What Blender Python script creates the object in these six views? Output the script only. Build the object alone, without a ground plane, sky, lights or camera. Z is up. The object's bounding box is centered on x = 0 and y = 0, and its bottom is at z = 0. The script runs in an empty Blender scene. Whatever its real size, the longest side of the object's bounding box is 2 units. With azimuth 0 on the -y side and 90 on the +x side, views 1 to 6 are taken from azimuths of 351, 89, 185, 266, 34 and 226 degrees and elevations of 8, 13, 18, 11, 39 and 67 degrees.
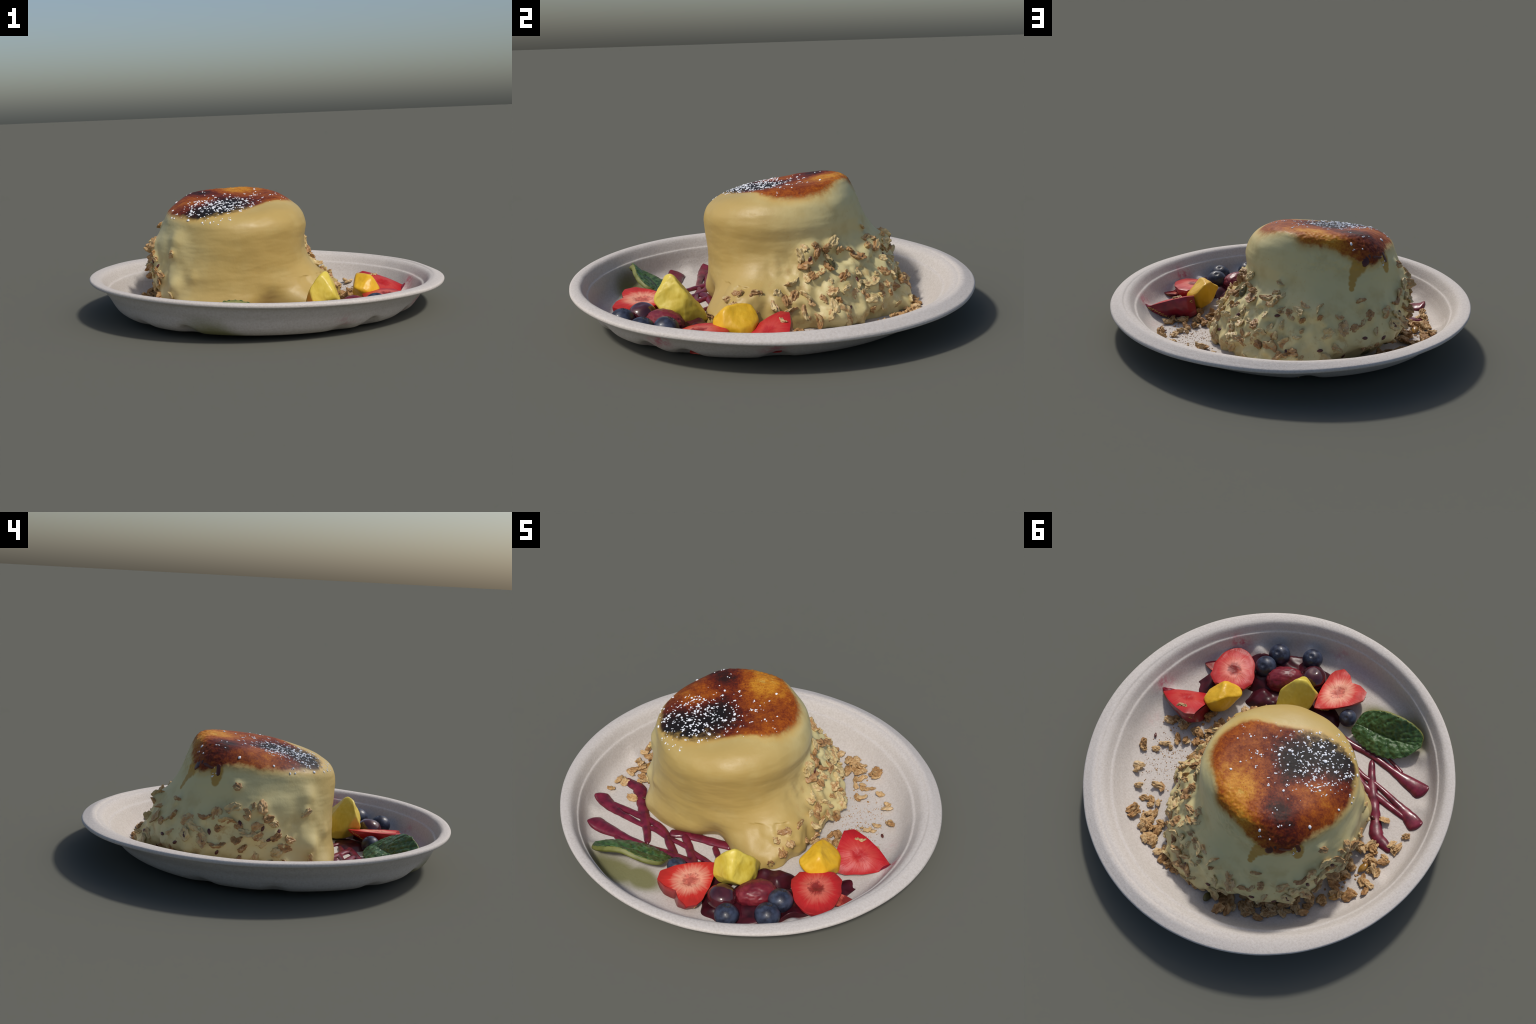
import bpy, bmesh, math, random
import numpy as np
from mathutils import Vector, Matrix, noise
from mathutils.bvhtree import BVHTree
from mathutils.kdtree import KDTree

rng = random.Random(7)
nrg = np.random.default_rng(7)
scene = bpy.context.scene
TAU = 2 * math.pi

# ---------------------------------------------------------------- helpers
def link(o):
    scene.collection.objects.link(o)
    return o

def mesh_obj(name, verts, faces, mat=None, parent=None, smooth=True):
    me = bpy.data.meshes.new(name)
    me.from_pydata([tuple(v) for v in verts], [], [tuple(f) for f in faces])
    me.update()
    if smooth:
        me.polygons.foreach_set("use_smooth", [True] * len(me.polygons))
    if mat:
        me.materials.append(mat)
    o = link(bpy.data.objects.new(name, me))
    if parent:
        o.parent = parent
    return o

def empty(name, loc, label, category):
    o = link(bpy.data.objects.new(name, None))
    o.location = loc
    o.empty_display_size = 0.05
    o["label"] = label
    o["category"] = category
    return o

def adopt(child, parent):
    """parent while keeping the child's world placement"""
    child.parent = parent
    child.matrix_parent_inverse = Matrix.Translation(-Vector(parent.location))
    return child

def fix_normals(o):
    bm = bmesh.new(); bm.from_mesh(o.data)
    bmesh.ops.recalc_face_normals(bm, faces=bm.faces)
    bm.to_mesh(o.data); bm.free()

def fbm(p, scale, octaves=3, seed=0.0):
    v, a, s = 0.0, 1.0, scale
    for i in range(octaves):
        v += a * noise.noise(Vector((p[0] * s + seed, p[1] * s - seed, p[2] * s + 2 * seed)))
        a *= 0.5; s *= 2.03
    return v

def catmull(pts, n):
    pts = [Vector(p) for p in pts]
    P = [pts[0] * 2 - pts[1]] + pts + [pts[-1] * 2 - pts[-2]]
    out = []
    for k in range(n):
        t = k / (n - 1) * (len(pts) - 1)
        i = min(int(t), len(pts) - 2); f = t - i
        a, b, c, d = P[i:i + 4]
        out.append(0.5 * ((2 * b) + (c - a) * f + (2 * a - 5 * b + 4 * c - d) * f * f + (3 * b - a - 3 * c + d) * f ** 3))
    return out

def icosphere(sub):
    bm = bmesh.new()
    bmesh.ops.create_icosphere(bm, subdivisions=sub, radius=1)
    v = np.array([x.co[:] for x in bm.verts]); f = [[q.index for q in x.verts] for x in bm.faces]
    bm.free()
    return v, f

# ---------------------------------------------------------------- node material builder
class Mat:
    def __init__(self, name):
        self.m = bpy.data.materials.new(name); self.m.use_nodes = True
        self.t = self.m.node_tree; self.t.nodes.clear()
        self.out = self.n("ShaderNodeOutputMaterial")
        self.b = self.n("ShaderNodeBsdfPrincipled")
        self.t.links.new(self.b.outputs[0], self.out.inputs[0])
        self.co = self.n("ShaderNodeTexCoord").outputs["Object"]
        s = self.n("ShaderNodeSeparateXYZ"); self.l(self.co, s.inputs[0])
        self.x, self.y, self.z = s.outputs
    def n(self, k): return self.t.nodes.new(k)
    def l(self, a, b): self.t.links.new(a, b)
    def put(self, sock, v):
        if isinstance(v, bpy.types.NodeSocket): self.l(v, sock)
        elif isinstance(v, (tuple, list)) and len(v) == 3 and sock.type == 'RGBA': sock.default_value = (*v, 1)
        else: sock.default_value = v
    def math(self, op, a, b=0.0, c=0.0, clamp=False):
        n = self.n("ShaderNodeMath"); n.operation = op; n.use_clamp = clamp
        for s, v in zip(n.inputs, (a, b, c)): self.put(s, v)
        return n.outputs[0]
    def add(self, a, b): return self.math('ADD', a, b)
    def sub(self, a, b): return self.math('SUBTRACT', a, b)
    def mul(self, a, b): return self.math('MULTIPLY', a, b)
    def mx(self, a, b): return self.math('MAXIMUM', a, b)
    def step(self, v, a, b):
        n = self.n("ShaderNodeMapRange"); n.interpolation_type = 'SMOOTHSTEP'
        self.put(n.inputs[0], v); n.inputs[1].default_value = a; n.inputs[2].default_value = b
        return n.outputs[0]
    def gauss(self, c, s, co=None):
        """1 at point c, falling off over the sizes s (scalar or per-axis)"""
        s = s if isinstance(s, tuple) else (s,) * len(c)
        acc = 0.0
        for ax, cc, ss in zip((self.x, self.y, self.z), c, s):
            d = self.math('DIVIDE', self.sub(ax, cc), ss)
            acc = self.add(self.mul(d, d), acc)
        return self.math('POWER', 2.718, self.mul(acc, -1.0))
    def noise(self, scale, detail=4, rough=0.55, co=None, dist=0.0):
        n = self.n("ShaderNodeTexNoise")
        self.l(co or self.co, n.inputs["Vector"])
        n.inputs["Scale"].default_value = scale; n.inputs["Detail"].default_value = detail
        n.inputs["Roughness"].default_value = rough; n.inputs["Distortion"].default_value = dist
        return n.outputs["Fac"]
    def voro(self, scale, feature='F1', co=None):
        n = self.n("ShaderNodeTexVoronoi"); n.feature = feature
        self.l(co or self.co, n.inputs["Vector"]); n.inputs["Scale"].default_value = scale
        return n.outputs["Distance"]
    def vec(self, a, b, c):
        n = self.n("ShaderNodeCombineXYZ")
        for s, v in zip(n.inputs, (a, b, c)): self.put(s, v)
        return n.outputs[0]
    def ramp(self, fac, stops):
        n = self.n("ShaderNodeValToRGB"); e = n.color_ramp.elements
        while len(e) < len(stops): e.new(0.5)
        for q, (p, c) in zip(e, stops): q.position = p; q.color = (*c, 1)
        self.put(n.inputs[0], fac)
        return n.outputs[0]
    def mix(self, fac, a, b, mode='MIX'):
        n = self.n("ShaderNodeMix"); n.data_type = 'RGBA'; n.blend_type = mode
        self.put(n.inputs[0], fac); self.put(n.inputs[6], a); self.put(n.inputs[7], b)
        return n.outputs[2]
    def bump(self, h, strength, dist=0.01):
        n = self.n("ShaderNodeBump"); n.inputs["Strength"].default_value = strength
        n.inputs["Distance"].default_value = dist; self.put(n.inputs["Height"], h)
        if not self.b.inputs["Normal"].is_linked: self.l(n.outputs[0], self.b.inputs["Normal"])
        return n.outputs[0]
    def rnd(self): return self.n("ShaderNodeObjectInfo").outputs["Random"]
    def set(self, **kw):
        for k, v in kw.items():
            self.put(self.b.inputs[{"color": "Base Color", "rough": "Roughness", "spec": "Specular IOR Level", "coat": "Coat Weight",
                "coatr": "Coat Roughness", "sss": "Subsurface Weight", "trans": "Transmission Weight", "sheen": "Sheen Weight"}[k]], v)
        return self.m

# ================================================================ PAPER PLATE
# the plate stands a little tilted, its rim more than its floor
def tilt(x, y, w=0.0):
    return (-.016 - .018 * w) * x + (-.002 - .007 * w) * y
# radius, height, how far the ring has moved from the floor's centre to the rim's centre
TOP = [(0.0, .018, 0), (.25, .018, 0), (.5, .018, 0), (.70, .0195, 0), (.755, .023, 0), (.787, .030, .02), (.812, .041, .06),
       (.834, .061, .13), (.852, .090, .23), (.867, .122, .34), (.878, .144, .41), (.889, .151, .45), (.899, .166, .49), (.912, .185, .55), (.925, .196, .63),
       (.942, .201, .75), (.960, .202, .86), (.980, .201, .95), (.995, .198, 1.0), (1.0, .192, 1.0)]
BOT = [(.9995, .184, 1.0), (.993, .177, 1.0), (.976, .179, .95), (.958, .185, .88), (.942, .187, .78), (.930, .181, .65), (.918, .163, .54), (.903, .140, .46),
       (.879, .113, .34), (.858, .082, .23), (.832, .052, .12), (.795, .029, .04), (.755, .0180, 0), (.705, .0145, 0), (.66, .0130, 0), (.5, .0125, 0), (.0, .0125, 0)]
C0 = (-0.024, -0.060)
DENT = [(-128, .9), (-59, 1.2), (-38, 1.2), (-24, .9), (4, 1.0), (-72, .5), (100, .5), (-150, .4), (150, .5), (175, .5)]

def ring_point(prof, ang):
    r, h, w = prof
    d = math.degrees(ang)
    # rolled lip, only on the back and right side
    k = max(0.0, math.cos(ang - math.radians(52)))
    k = min(1.0, k * 1.35) ** 2
    if r > .94:
        f = (r - .94) / .06
        h -= k * 0.014 * max(0, f - .25) ** 1.3 - k * .006 * math.exp(-((f - .2) / .3) ** 2)
    wob = noise.noise(Vector((math.cos(ang) * 2.2, math.sin(ang) * 2.2, 3.1)))
    wob2 = noise.noise(Vector((math.cos(ang) * 9, math.sin(ang) * 9, r * 12)))
    if r > .85:
        h += 0.004 * wob; r += 0.0025 * wob2 if r < .98 else 0.0012 * (wob2 - .8)
    cx, cy = C0[0] * (1 - w), C0[1] * (1 - w)
    x, y = cx + r * math.cos(ang), cy + r * math.sin(ang)
    z = h + tilt(x, y, w)
    if h < .0182 and r > .6 and r < .76:                         # shallow foot ring on the right
        z -= .0065 * math.exp(-((r - .72) / .03) ** 2) * max(0, math.cos(ang)) ** .5
    for a, s in DENT:                   # dents in place of scan holes at the wall's foot
        dd = (d - a + 180) % 360 - 180
        z += s * 0.032 * math.exp(-(dd / 3.2) ** 2 - ((r - .80) / .045) ** 2)
    return x, y, max(z, 0.0)

_fine = []
for _a, _b in zip(TOP[:-1], TOP[1:]):
    for _j in range(6):
        _fine.append([p + (q - p) * _j / 6 for p, q in zip(_a, _b)])
_fine = np.array(_fine)

def plate_heights(x, y):
    """height of the plate's upper surface, for arrays of points"""
    x, y = np.atleast_1d(x).astype(float), np.atleast_1d(y).astype(float)
    r, h, w = _fine.T
    rr = np.hypot(x[:, None] - C0[0] * (1 - w), y[:, None] - C0[1] * (1 - w))
    k = np.argmin(np.abs(rr - r), axis=1)
    z = h[k] + (-.016 - .018 * w[k]) * x + (-.002 - .007 * w[k]) * y
    ang = np.degrees(np.arctan2(y - C0[1] * (1 - w[k]), x - C0[0] * (1 - w[k])))
    for a, q in DENT:
        dd = (ang - a + 180) % 360 - 180
        z = z + q * 0.032 * np.exp(-(dd / 3.2) ** 2 - ((r[k] - .80) / .045) ** 2)
    return z

def plate_height(x, y):
    return float(plate_heights(x, y)[0])

def build_plate(mat):
    prof3 = [p for p in catmull(TOP, 100)] + [p for p in catmull([TOP[-1]] + BOT, 70)][1:]
    NA = 360
    V, F = [], []
    V.append((C0[0], C0[1], prof3[0][1] + tilt(*C0)))
    for p in prof3[1:-1]:
        for a in range(NA):
            V.append(ring_point((max(p[0], .001), p[1], min(max(p[2], 0), 1)), TAU * a / NA))
    V.append((C0[0], C0[1], BOT[-1][1] + tilt(*C0)))
    R = len(prof3) - 2
    for a in range(NA):
        b = (a + 1) % NA
        F.append((0, 1 + a, 1 + b))
        for k in range(R - 1):
            F.append((1 + k * NA + a, 1 + (k + 1) * NA + a, 1 + (k + 1) * NA + b, 1 + k * NA + b))
        F.append((len(V) - 1, 1 + (R - 1) * NA + b, 1 + (R - 1) * NA + a))
    plate = mesh_obj("paper_plate", V, F, mat)
    fix_normals(plate)
    plate["label"] = "round off-white moulded paper pulp plate with rolled rim"
    plate["category"] = "plate"
    return plate

def plate_material():
    m = Mat("paper_pulp")
    fib = m.noise(90, 6, .7); cloud = m.noise(5, 3, .5); fine = m.noise(320, 3, .6)
    col = m.ramp(fib, [(.3, (.47, .42, .375)), (.52, (.56, .515, .475)), (.75, (.63, .59, .55))])
    col = m.mix(m.mul(cloud, .35), col, (.57, .53, .50))
    spk = m.step(m.voro(42), .055, .03)
    spk = m.mul(spk, m.step(m.noise(13, 2), .5, .62))
    col = m.mix(m.mul(spk, .75), col, (.16, .09, .05))
    # fruit juice stains
    st = 0.0
    for c, s, a in [((.735, -.49, .10), (.035, .035, .04), .9), ((.84, -.005, .09), (.03, .045, .05), .75), ((.22, -.85, .10), (.035, .03, .03), .45),
                    ((.74, .17, .05), (.03, .05, .05), .22), ((.70, -.50, .09), (.05, .05, .035), .8), ((.85, -.02, .07), (.06, .05, .022), .65),
                    ((.24, -.81, .07), (.045, .04, .015), .7), ((.60, -.53, .03), (.06, .06, .012), .5)]:
        st = m.mx(m.mul(m.gauss(c, s), a), st)
    st = m.mul(st, m.step(m.noise(38, 4, .65), .32, .62))
    col = m.mix(st, col, (.50, .06, .12))
    # leaf green that the scan smeared onto the plate, kept in its colour
    gr = m.mx(m.gauss((-.34, -.74, .06), (.19, .10, .13)), m.gauss((-.19, -.71, .04), (.13, .08, .11)))
    col = m.mix(m.mul(m.step(m.add(gr, m.mul(m.sub(cloud, .5), .5)), .18, .75), .88), col, (.17, .17, .05))
    m.bump(m.add(fib, m.mul(fine, .5)), .35, .006)
    return m.set(color=col, rough=.85, spec=.2)

plate = build_plate(plate_material())

def rest_on_plate(o, gap=.002):
    """nothing may sink through the plate: lift the lowest vertices onto its surface"""
    bpy.context.view_layer.update()
    mw = o.matrix_world.copy(); inv = mw.inverted()
    P = np.array([(mw @ v.co)[:] for v in o.data.vertices])
    H = plate_heights(P[:, 0], P[:, 1]) + gap
    for i in np.nonzero(P[:, 2] < H)[0]:
        o.data.vertices[int(i)].co = inv @ Vector((P[i, 0], P[i, 1], H[i]))
    o.data.update()

# ================================================================ CUSTARD CAKE
CX, CY = -0.16, 0.07
ZL = [0.0, .08, .16, .24, .32, .40, .48, .56, .64]
# radius of the cake around its axis, every 22.5 degrees (columns) at each height (rows)
RAD = np.array([
    [.52, .57, .575, .645, .59, .455, .40, .39, .405, .455, .48, .43, .36, .33, .575, .57],
    [.53, .58, .585, .635, .615, .50, .46, .435, .43, .457, .475, .44, .405, .37, .54, .58],
    [.505, .535, .555, .585, .585, .56, .555, .50, .462, .450, .448, .42, .40, .395, .45, .545],
    [.44, .485, .505, .545, .55, .535, .54, .495, .470, .445, .437, .415, .395, .39, .405, .445],
    [.40, .42, .445, .49, .52, .495, .50, .482, .470, .438, .428, .41, .395, .39, .395, .40],
    [.395, .405, .405, .42, .45, .45, .46, .458, .458, .430, .415, .41, .40, .395, .40, .395],
    [.405, .41, .40, .40, .405, .41, .43, .430, .420, .406, .402, .402, .405, .40, .405, .40],
    [.37, .385, .385, .38, .375, .385, .405, .395, .383, .383, .383, .375, .37, .37, .37, .365],
    [.30, .33, .345, .35, .345, .345, .355, .335, .32, .31, .31, .30, .29, .29, .29, .29]])

def cr(a, b, c, d, f):
    return 0.5 * (2 * b + (c - a) * f + (2 * a - 5 * b + 4 * c - d) * f * f + (3 * b - a - 3 * c + d) * f ** 3)

def cake_radius(theta, z):
    t = (theta % TAU) / TAU * 16; i = np.floor(t).astype(int) % 16; f = t - np.floor(t)
    s = np.clip(z / .08, 0, 7.999); k = np.floor(s).astype(int); g = s - k
    rows = []
    for dk in (-1, 0, 1, 2):
        kk = np.clip(k + dk, 0, 8)
        rows.append(cr(RAD[kk, (i - 1) % 16], RAD[kk, i], RAD[kk, (i + 1) % 16], RAD[kk, (i + 2) % 16], f))
    return cr(*rows, g)

def top_height(x, y):
    return .621 + .152 * (y - .05) + .015 * (x + .15) + .05 * (x + .15) ** 2 + .06 * (y - .05) ** 2 + .016 * np.exp(-((x - .05) ** 2 + (y + .01) ** 2) / .02)

def smax(a, b, k):
    h = np.clip(0.5 + 0.5 * (a - b) / k, 0, 1)
    return b + (a - b) * h + k * h * (1 - h)

def cake_field(p):
    x, y, z = p.T
    dx, dy = x - CX, y - CY
    side = np.hypot(dx, dy) - cake_radius(np.arctan2(dy, dx), np.clip(z, 0, .64))
    f = smax(side * .9, z - top_height(x, y), .085)
    return smax(f, (.016 - .016 * x - .002 * y) - z, .012)

def granola_mask(theta_deg, z):
    """where oats stick to the custard: strong at the right/back, thin on the left"""
    t = theta_deg % 360
    def bumpf(c, w):
        d = np.abs((t - c + 180) % 360 - 180)
        return np.clip(1.25 - d / w, 0, 1)
    m = np.maximum(bumpf(55, 62), .22 * bumpf(150, 75))
    m = np.maximum(m, .45 * bumpf(334, 20) * (z < .2))
    lim = np.clip((.38 - z) / .08, 0, 1)
    return m * lim

def cake_surface():
    d, faces = icosphere(8)
    O = np.array([CX, CY, .24])
    lo = np.full(len(d), .05); hi = np.full(len(d), 1.1)
    for _ in range(26):
        mid = (lo + hi) / 2
        ins = cake_field(O + d * mid[:, None]) < 0
        lo = np.where(ins, mid, lo); hi = np.where(ins, hi, mid)
    return O + d * lo[:, None], d, faces

CV, CD, CF = cake_surface()
th = np.degrees(np.arctan2(CV[:, 1] - CY, CV[:, 0] - CX)); zz = CV[:, 2]
gm = granola_mask(th, zz)
disp = np.zeros(len(CV))
low = np.array([fbm(p, 5.0, 2, 1.3) for p in CV])
disp += .002 * np.array([fbm((p[0] * .45, p[1] * .45, p[2] * 1.6), 11.0, 3, 5.1) for p in CV])
disp += .006 * low                                         # hand-poured unevenness
facet = np.array([noise.cell(Vector(p * 14)) for p in CV])
lump = np.array([noise.noise(Vector((p[0] * 13, p[1] * 13, p[2] * 9 + 4))) + .6 * noise.noise(Vector((p[0] * 27, p[1] * 27, p[2] * 20))) if g > .01 else 0.0 for p, g in zip(CV, gm)])
disp += gm * (.032 * lump - .004)
# vertical runs of custard where it has flowed down
runs = np.array([noise.noise(Vector((math.cos(math.radians(t)) * 7, math.sin(math.radians(t)) * 7, z * 1.6))) for t, z in zip(th, zz)])
disp += .010 * runs * np.clip((.42 - zz) / .3, 0, 1) * np.clip(gm * 2 + .25, 0, 1)
OUTDIR = CD.copy(); OUTDIR[:, 2] *= .4; OUTDIR /= np.linalg.norm(OUTDIR, axis=1)[:, None]
topw = np.clip((zz - .56) / .06, 0, 1)
OUTDIR = OUTDIR * (1 - topw[:, None]) + np.array([0, 0, 1.0]) * topw[:, None]
# single bulges (position, size, height)
for c, s, h in [((-.525, -.165, .43), .055, .022), ((-.52, -.165, .19), .055, .036), ((-.45, -.26, .24), .035, .010), ((-.53, -.27, .075), .06, .022),
                ((.03, .76, .06), .07, .03), ((.37, -.15, .15), .06, .02)]:
    q = np.sum((CV - np.array(c)) ** 2, axis=1)
    disp += h * np.exp(-q / (s * s))
# the burnt top is rough along its back edge
def crust_value(x, y):
    """>0 inside the caramelised patch (seen from above)"""
    d = np.hypot((x + .195) / .385, (y - .105) / .375)
    d = d + .55 * np.exp(-(((x - .06) / .17) ** 2 + ((y + .24) / .17) ** 2)) + .34 * np.exp(-(((x - .06) / .13) ** 2 + ((y - .43) / .12) ** 2))
    d = d + .30 * np.exp(-(((x + .50) / .10) ** 2 + ((y - .12) / .10) ** 2)) * 0 - .10 * np.exp(-(((x + .43) / .12) ** 2 + ((y - .40) / .12) ** 2))
    d = d - .14 * np.exp(-(((x + .36) / .12) ** 2 + ((y + .24) / .10) ** 2))
    return 1.0 - d
cv = crust_value(CV[:, 0], CV[:, 1])
rough = np.array([noise.noise(Vector(p * 60)) + .7 * noise.noise(Vector(p * 110)) if c > -.1 and p[2] > .5 else 0.0 for p, c in zip(CV, cv)])
backw = np.clip((CV[:, 1] - .22) / .15, 0, 1)
disp += .0035 * rough * np.clip(cv * 6 + .5, 0, 1) * (.15 + .85 * backw)
SURF = CV + OUTDIR * disp[:, None]

def bvh_of(v, f): return BVHTree.FromPolygons([tuple(p) for p in v], f)
tree = bvh_of(SURF, CF)

def cake_hit(theta_deg, z):
    a = math.radians(theta_deg)
    o = Vector((CX + 1.3 * math.cos(a), CY + 1.3 * math.sin(a), z))
    loc, nor, _, _ = tree.ray_cast(o, Vector((-math.cos(a), -math.sin(a), 0)))
    return loc, nor

# ---- choose where oats sit on the cake
flakes_on_cake = []          # (location, normal, scale)
def try_flake(t, z, s):
    loc, nor = cake_hit(t, z)
    if loc is None: return
    flakes_on_cake.append((loc, nor, s))
for t, z in [(180, .40), (164, .48), (176, .385), (183, .345), (186, .31), (172, .36), (162, .375), (337, .165), (330, .15), (342, .185), (333, .175),
             (190, .26), (193, .20), (196, .23), (178, .22), (171, .26), (166, .24), (160, .33), (156, .29), (175, .30), (152, .345), (168, .20), (188, .16),
             (195, .12), (184, .10), (176, .15), (15, .36), (13, .35), (20, .375), (28, .37), (32, .365), (35, .35), (17, .335), (45, .34), (60, .33),
             (355, .18), (3, .21), (357, .14), (8, .17), (352, .12), (12, .23), (20, .26), (125, .30), (120, .27), (128, .22), (111, .24), (106, .30), (101, .22),
             (66, .42), (70, .36), (63, .37), (84, .34), (93, .35)]:
    try_flake(t + rng.uniform(-2, 2), z + rng.uniform(-.01, .01), rng.uniform(.85, 1.25))
tries = 0
while len(flakes_on_cake) < 140 and tries < 4000:
    tries += 1
    t, z = rng.uniform(-45, 215), rng.uniform(.05, .38)
    w = float(granola_mask(np.array([t]), np.array([z]))[0])
    if rng.random() > w: continue
    loc, nor = cake_hit(t, z)
    if loc is None or any((loc - l).length < .034 for l, _, _ in flakes_on_cake): continue
    flakes_on_cake.append((loc, nor, rng.uniform(.7, 1.35)))

# custard climbs up around each flake
kd = KDTree(len(flakes_on_cake))
for i, (l, n, s) in enumerate(flakes_on_cake): kd.insert(l, i)
kd.balance()
for i in np.nonzero((zz < .52))[0]:
    for co, idx, dist in kd.find_range(Vector(SURF[i]), .075):
        s = flakes_on_cake[idx][2]
        SURF[i] += OUTDIR[i] * (.015 * s * math.exp(-(dist / (.030 * s)) ** 2))
for i in np.nonzero((SURF[:, 2] < .2) & (np.hypot(SURF[:, 0] - C0[0], SURF[:, 1] - C0[1]) > .70))[0]:
    SURF[i, 2] = max(SURF[i, 2], plate_height(SURF[i, 0], SURF[i, 1]) + .001)
tree = bvh_of(SURF, CF)

# ---- custard & crust share one material so the border has no seam
def cake_material():
    m = Mat("custard_and_caramel")
    n1 = m.noise(7, 5, .6); n2 = m.noise(26, 4, .6); n3 = m.noise(95, 3, .6)
    # hue shift and baked light put into the custard: yellower front, paler back
    sauce = m.step(m.add(m.add(m.mul(m.x, .45), m.mul(m.y, -1.0)), m.mul(m.sub(n1, .5), .35)), -.30, .25)  # mask of the front tone, not a poured layer
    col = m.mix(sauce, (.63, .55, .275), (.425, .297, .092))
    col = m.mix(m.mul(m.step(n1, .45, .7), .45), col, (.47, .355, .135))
    freck = m.mul(m.step(m.voro(55), .16, .07), m.step(m.noise(9, 2), .52, .64))
    col = m.mix(m.mul(freck, .55), col, (.50, .27, .05))
    # oat juice tint between the flakes
    tint = m.mul(m.step(m.noise(17, 4, .65), .53, .68), m.mul(m.step(m.z, .36, .26), m.step(m.add(m.y, m.mul(m.x, .25)), -.05, .12)))
    col = m.mix(m.mul(tint, .6), col, (.42, .26, .085))
    # ---- caramelised patch
    d = m.math('SQRT', m.add(m.math('POWER', m.mul(m.add(m.x, .195), 1 / .385), 2), m.math('POWER', m.mul(m.sub(m.y, .105), 1 / .375), 2)))
    d = m.add(d, m.mul(m.gauss((.06, -.24), .17), .55))
    d = m.add(d, m.mul(m.gauss((.06, .43), (.13, .12)), .34))
    d = m.sub(d, m.mul(m.gauss((-.43, .40), .12), .10))
    d = m.sub(d, m.mul(m.gauss((-.36, -.24), (.12, .10)), .14))
    d = m.add(d, m.mul(m.sub(n2, .5), .16)); d = m.add(d, m.mul(m.sub(n1, .5), .12))
    zl = m.add(m.z, m.add(m.mul(m.gauss((-.44, .38), .13), .065), m.sub(m.mul(m.gauss((-.42, -.15), (.18, .14)), .05), m.sub(m.mul(m.gauss((-.16, .42), (.13, .11)), .03), m.mul(m.gauss((-.53, .06), (.10, .13)), .03)))))
    high = m.step(m.add(zl, m.add(m.mul(m.sub(n2, .5), .05), m.mul(m.sub(n1, .5), .04))), .575, .605)
    cr_ = m.mul(m.step(d, 1.02, .90), high)
    halo = m.mul(m.step(d, 1.12, .93), m.step(zl, .545, .60))
    heat = .46
    for c, s, a in [((-.30, -.17), (.17, .105), .60), ((-.17, -.02), (.14, .09), .38), ((-.23, .09), (.07, .09), .22), ((-.32, .25), (.11, .09), .24), ((-.45, .27), (.10, .12), .10),
                    ((-.50, -.02), (.07, .10), .10), ((.10, .08), (.12, .12), .04), ((-.16, .29), (.12, .09), -.16), ((-.07, .26), (.10, .08), -.10), ((-.42, .04), (.09, .06), -.08), ((-.30, .10), (.06, .05), -.06),
                    ((-.24, .40), (.10, .05), -.16), ((-.02, -.08), (.09, .06), -.06)]:
        heat = m.add(m.mul(m.gauss(c, s), a), heat)
    heat = m.add(heat, m.mul(m.sub(n2, .5), .40)); heat = m.add(heat, m.mul(m.sub(n3, .5), .30)); heat = m.add(heat, m.mul(m.sub(n1, .5), .22))
    pores = m.mul(m.step(m.voro(85), .30, .12), m.add(.06, m.mul(m.gauss((-.17, .22), (.12, .08)), .16)))
    heat = m.add(heat, pores)
    burnt = m.ramp(heat, [(.08, (.60, .40, .09)), (.26, (.50, .205, .016)), (.44, (.29, .066, .006)), (.60, (.12, .016, .006)), (.72, (.035, .010, .007)), (.92, (.010, .008, .008))])
    col = m.mix(m.mul(halo, .65), col, (.50, .29, .055))
    col = m.mix(cr_, col, burnt)
    # amber syrup film below the drips
    film = 0.0
    for c, q in [((-.42, .37, .565), (.13, .13, .035)), ((-.375, .41, .535), .05), ((-.362, .435, .505), .04), ((-.352, .45, .475), .028), ((-.347, .46, .445), .022), ((-.345, .468, .42), .016),
                 ((-.495, .295, .535), .04), ((-.51, .30, .51), .032), ((-.518, .305, .49), .024)]:
        film = m.mx(film, m.gauss(c, q if isinstance(q, tuple) else (q, q, q * 1.1)))
    film = m.mul(m.step(m.add(film, m.mul(m.sub(n2, .5), .4)), .32, .62), m.step(cr_, .9, .2))
    col = m.mix(m.mul(film, .85), col, (.42, .22, .012))
    m.bump(m.add(m.mul(n3, .6), n2), .12, .008)
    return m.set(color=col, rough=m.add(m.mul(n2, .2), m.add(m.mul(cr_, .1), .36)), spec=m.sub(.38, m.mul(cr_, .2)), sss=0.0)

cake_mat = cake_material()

def shade_from(o, kdn, normals):
    o.data.normals_split_custom_set_from_vertices([normals[o_i] for o_i in kdn])

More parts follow.
